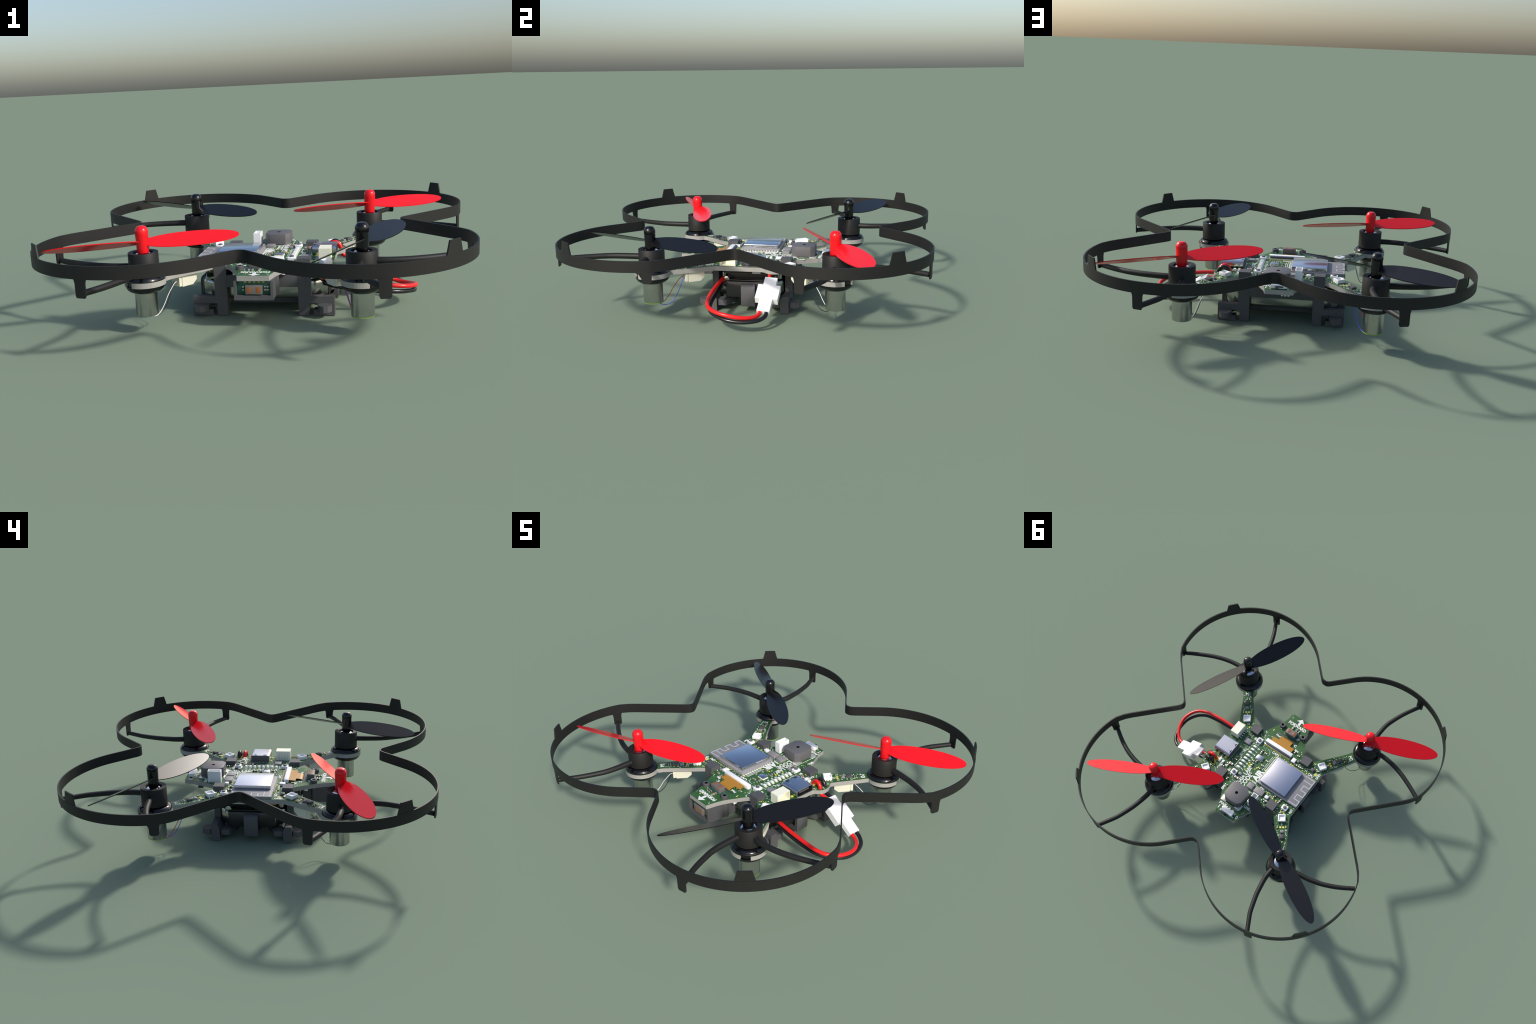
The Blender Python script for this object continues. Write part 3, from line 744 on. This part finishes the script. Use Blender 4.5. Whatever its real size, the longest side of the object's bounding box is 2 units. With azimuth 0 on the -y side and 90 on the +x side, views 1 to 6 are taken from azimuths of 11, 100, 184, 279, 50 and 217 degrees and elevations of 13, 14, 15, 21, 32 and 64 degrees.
# ------------------------------------------------------------------ battery
def pouch(name, hx, hy, cx, cy, z0, z1, bev, parent):
    """pouch block with cut plan corners and rounded edges"""
    bm = bmesh.new()
    bm_prism(bm, [(hx, -hy + cy), (hx, hy - cy), (hx - cx, hy), (-hx + cx, hy), (-hx, hy - cy), (-hx, -hy + cy), (-hx + cx, -hy), (hx - cx, -hy)], z0, z1)
    bmesh.ops.recalc_face_normals(bm, faces=bm.faces[:])
    bmesh.ops.bevel(bm, geom=bm.edges[:], offset=bev, segments=4, affect='EDGES', profile=.5)
    return link(name, mesh_of(bm, name), M["foil"], parent, 60)
BAT = pouch("battery", .321, .1885, .066, .055, .0740, .1710, .020, None)
pouch("battery_upper_pouch", .252, .1880, .030, .030, .1200, .2100, .018, BAT)
for sx in (1, -1):                                        # sunken terraces at both ends, between folded seams
    box("battery_end_wrap", min(sx * .250, sx * .3255), max(sx * .250, sx * .3255), -.1360, .1360, .0720, .1702, M["foild"], BAT, .016)  # dark box over the foil end: shadowed ground's reflection put into the colour
    box("battery_terrace", min(sx * .235, sx * .306), max(sx * .235, sx * .306), -.122, .122, .1500, .1735, M["foild"], BAT, .003)
    box("battery_terrace", min(sx * .235, sx * .257), max(sx * .235, sx * .257), -.150, .150, .1600, .2130, M["foild"], BAT, .004)
    for sy in (1, -1):
        p = [(.118, .155), (.160, .155), (.160, .182), (.146, .198), (.132, .198), (.118, .172)]
        bm = bmesh.new(); A = [bm.verts.new((sx * .235, sy * y, z)) for y, z in p]; B = [bm.verts.new((sx * .300, sy * (y - .006), z - .004)) for y, z in p]
        bm.faces.new(A); bm.faces.new(B[::-1])
        for i in range(6): bm.faces.new((A[i], A[(i + 1) % 6], B[(i + 1) % 6], B[i]))
        bmesh.ops.recalc_face_normals(bm, faces=bm.faces[:])
        bmesh.ops.bevel(bm, geom=bm.edges[:], offset=.004, segments=2, affect='EDGES', profile=.5)
        link("battery_seam_fold", mesh_of(bm, "battery_seam_fold"), M["foil"], BAT, 60)
box("battery_tape", -.300, -.205, -.140, .140, .2060, .2200, M["kapton"], BAT, .004)
box("battery_tape", .205, .282, -.140, .140, .2060, .2200, M["foild"], BAT, .004)
box("balance_header", .285, .330, .020, .068, .2180, .2350, M["trace"], BOARD, .002)

# ------------------------------------------------------------------ power lead: plug and wires
HOLE_R, HOLE_B = .1320, .1670
def plug():
    d = Vector((.208, -.012, -.1245)).normalized(); side = Vector((.058, 1, -.070)); side = (side - d * side.dot(d)).normalized(); up = side.cross(d)
    if up.z < 0: up = -up
    o = Vector((.4318, .1470, .2290)); bm = bmesh.new()
    def blk(t0, t1, w0, w1, h0, h1, bev=.002):
        vs = bm_box(bm, t0, t1, w0, w1, h0, h1)
    blk(0, .100, -.0340, .0340, -.0300, 0)
    blk(.0560, .1560, -.0610, .0610, -.0400, -.0002)
    blk(.150, .2430, -.0340, .0340, -.0290, -.0004)
    for v in bm.verts: v.co = o + d * v.co.x + side * v.co.y + up * v.co.z
    bmesh.ops.recalc_face_normals(bm, faces=bm.faces[:])
    return link("battery_plug", mesh_of(bm, "battery_plug"), M["plug"], None)
plug()
WR = .0112
tube("power_wire", [(.600, .1175, .110), (.640, .1170, .0915), (.668, .108, .0840), (.700, .085, .0840), (.728, .045, .0900), (.743, .000, .0985), (.745, -.045, .1075),
      (.734, -.0850, .1140), (.7136, -.118, .1200), (.6847, -.1440, .1260), (.6463, -.1590, .1320), (.6054, -.1675, .1385), (.52, -.1720, .1480),
      (.44, -.1715, .1540), (.37, -.1680, .1600), (.315, -.160, .1680), (.285, -.148, .178)], WR, M["red"], None, 14, None, 5)
tube("power_wire", [(.600, .1510, .106), (.645, .1520, .0870), (.672, .143, .0770), (.704, .118, .0720), (.728, .075, .0700), (.739, .025, .0705), (.738, -.028, .0755),
      (.727, -.063, .0820), (.707, -.096, .0885), (.682, -.1240, .0935), (.649, -.1450, .0990), (.61, -.158, .1035), (.528, -.166, .1110),
      (.44, -.167, .1190), (.37, -.164, .1290), (.315, -.156, .1420), (.285, -.144, .155)], WR, M["blk"], None, 14, None, 5)
for y, m, yp in ((HOLE_R, "red", .131), (HOLE_B, "blk", .164)):
    tube("power_wire", [(.3040, y, .2500), (.3045, y, .2640), (.3100, y, .2780), (.3240, y, .2890), (.3410, y - .001, .2895), (.3560, y - .002, .2790),
          (.3640, y - .003, .2640), (.3680, y - .003, .2400), (.3800, y - .003, .2230), (.4050, yp, .2160), (.4450, yp, .2030)], WR, M[m], None, 14, None, 6)
    lathe("wire_pad", [(.010, .2612), (.0155, .2612), (.0165, .2598)], .3040, y, M["gold"], BOARD, 24)

# ------------------------------------------------------------------ motor leads and their sockets under the arms
for sx, sy in QUADS:
    b0 = Vector((sx * LEDX, sy * LEDY, 0)); a = Vector((sx * ax, sy * ay, 0)); t = Vector((a.y, -a.x, 0)); rot = math.atan2(a.y, a.x)
    bm = bmesh.new(); s0 = .0290
    prof = [(.037, .2350), (.128, .2350), (.128, .1800), (.062, .1800), (.037, .2010)]
    p0 = [bm.verts.new((x, -s0, z)) for x, z in prof]; p1 = [bm.verts.new((x, s0, z)) for x, z in prof]
    bm.faces.new(p0); bm.faces.new(p1[::-1])
    for i in range(5): bm.faces.new((p0[i], p0[(i + 1) % 5], p1[(i + 1) % 5], p1[i]))
    bm_box(bm, .1275, .1340, -.0255, .0255, .1840, .2300); bm_box(bm, .134, .1470, -.0290, .0290, .1840, .2320, .001)
    o = link("motor_socket", mesh_of(bm, "motor_socket"), M["conn"], BOARD); place(o, b0, rot)
    two = ("wwhite", "blk") if sx * sy > 0 else ("wred", "wblue")
    for m, u, run in ((two[0], -.011, [(.144, .209), (.158, .206), (.172, .195), (.207, .154), (.230, .118), (.252, .091), (.272, .075), (.291, .071), (.308, .077), (.314, .090)]),
                      (two[1], .011, [(.140, .204), (.150, .201), (.162, .186), (.180, .143), (.198, .110), (.217, .084), (.240, .068), (.262, .065), (.285, .070), (.302, .080), (.306, .090)])):
        if (sx, sy) == (1, -1): u = -u
        tube("motor_lead", [b0 + a * q + t * u + Vector((0, 0, z)) for q, z in run], .0020, M[m], None, 8, None, 4)

# small parts on the underside of the board
for x, y, hx, hy, m in ((.118, -.292, .009, .010, "white"), (-.118, -.292, .009, .010, "white"), (-.035, .418, .006, .006, "tin"), (-.052, .418, .006, .006, "tin"),
                        (-.018, .418, .006, .006, "tin"), (.030, .415, .008, .006, "chip"), (-.09, .33, .03, .015, "chip"), (.315, -.215, .02, .012, "trace"),
                        (-.315, -.215, .02, .012, "trace"), (-.315, .215, .02, .012, "trace"), (-.325, .060, .016, .050, "trace")):
    box("underside_part", x - hx, x + hx, y - hy, y + hy, .2240, .2350, M[m], BOARD, .001)
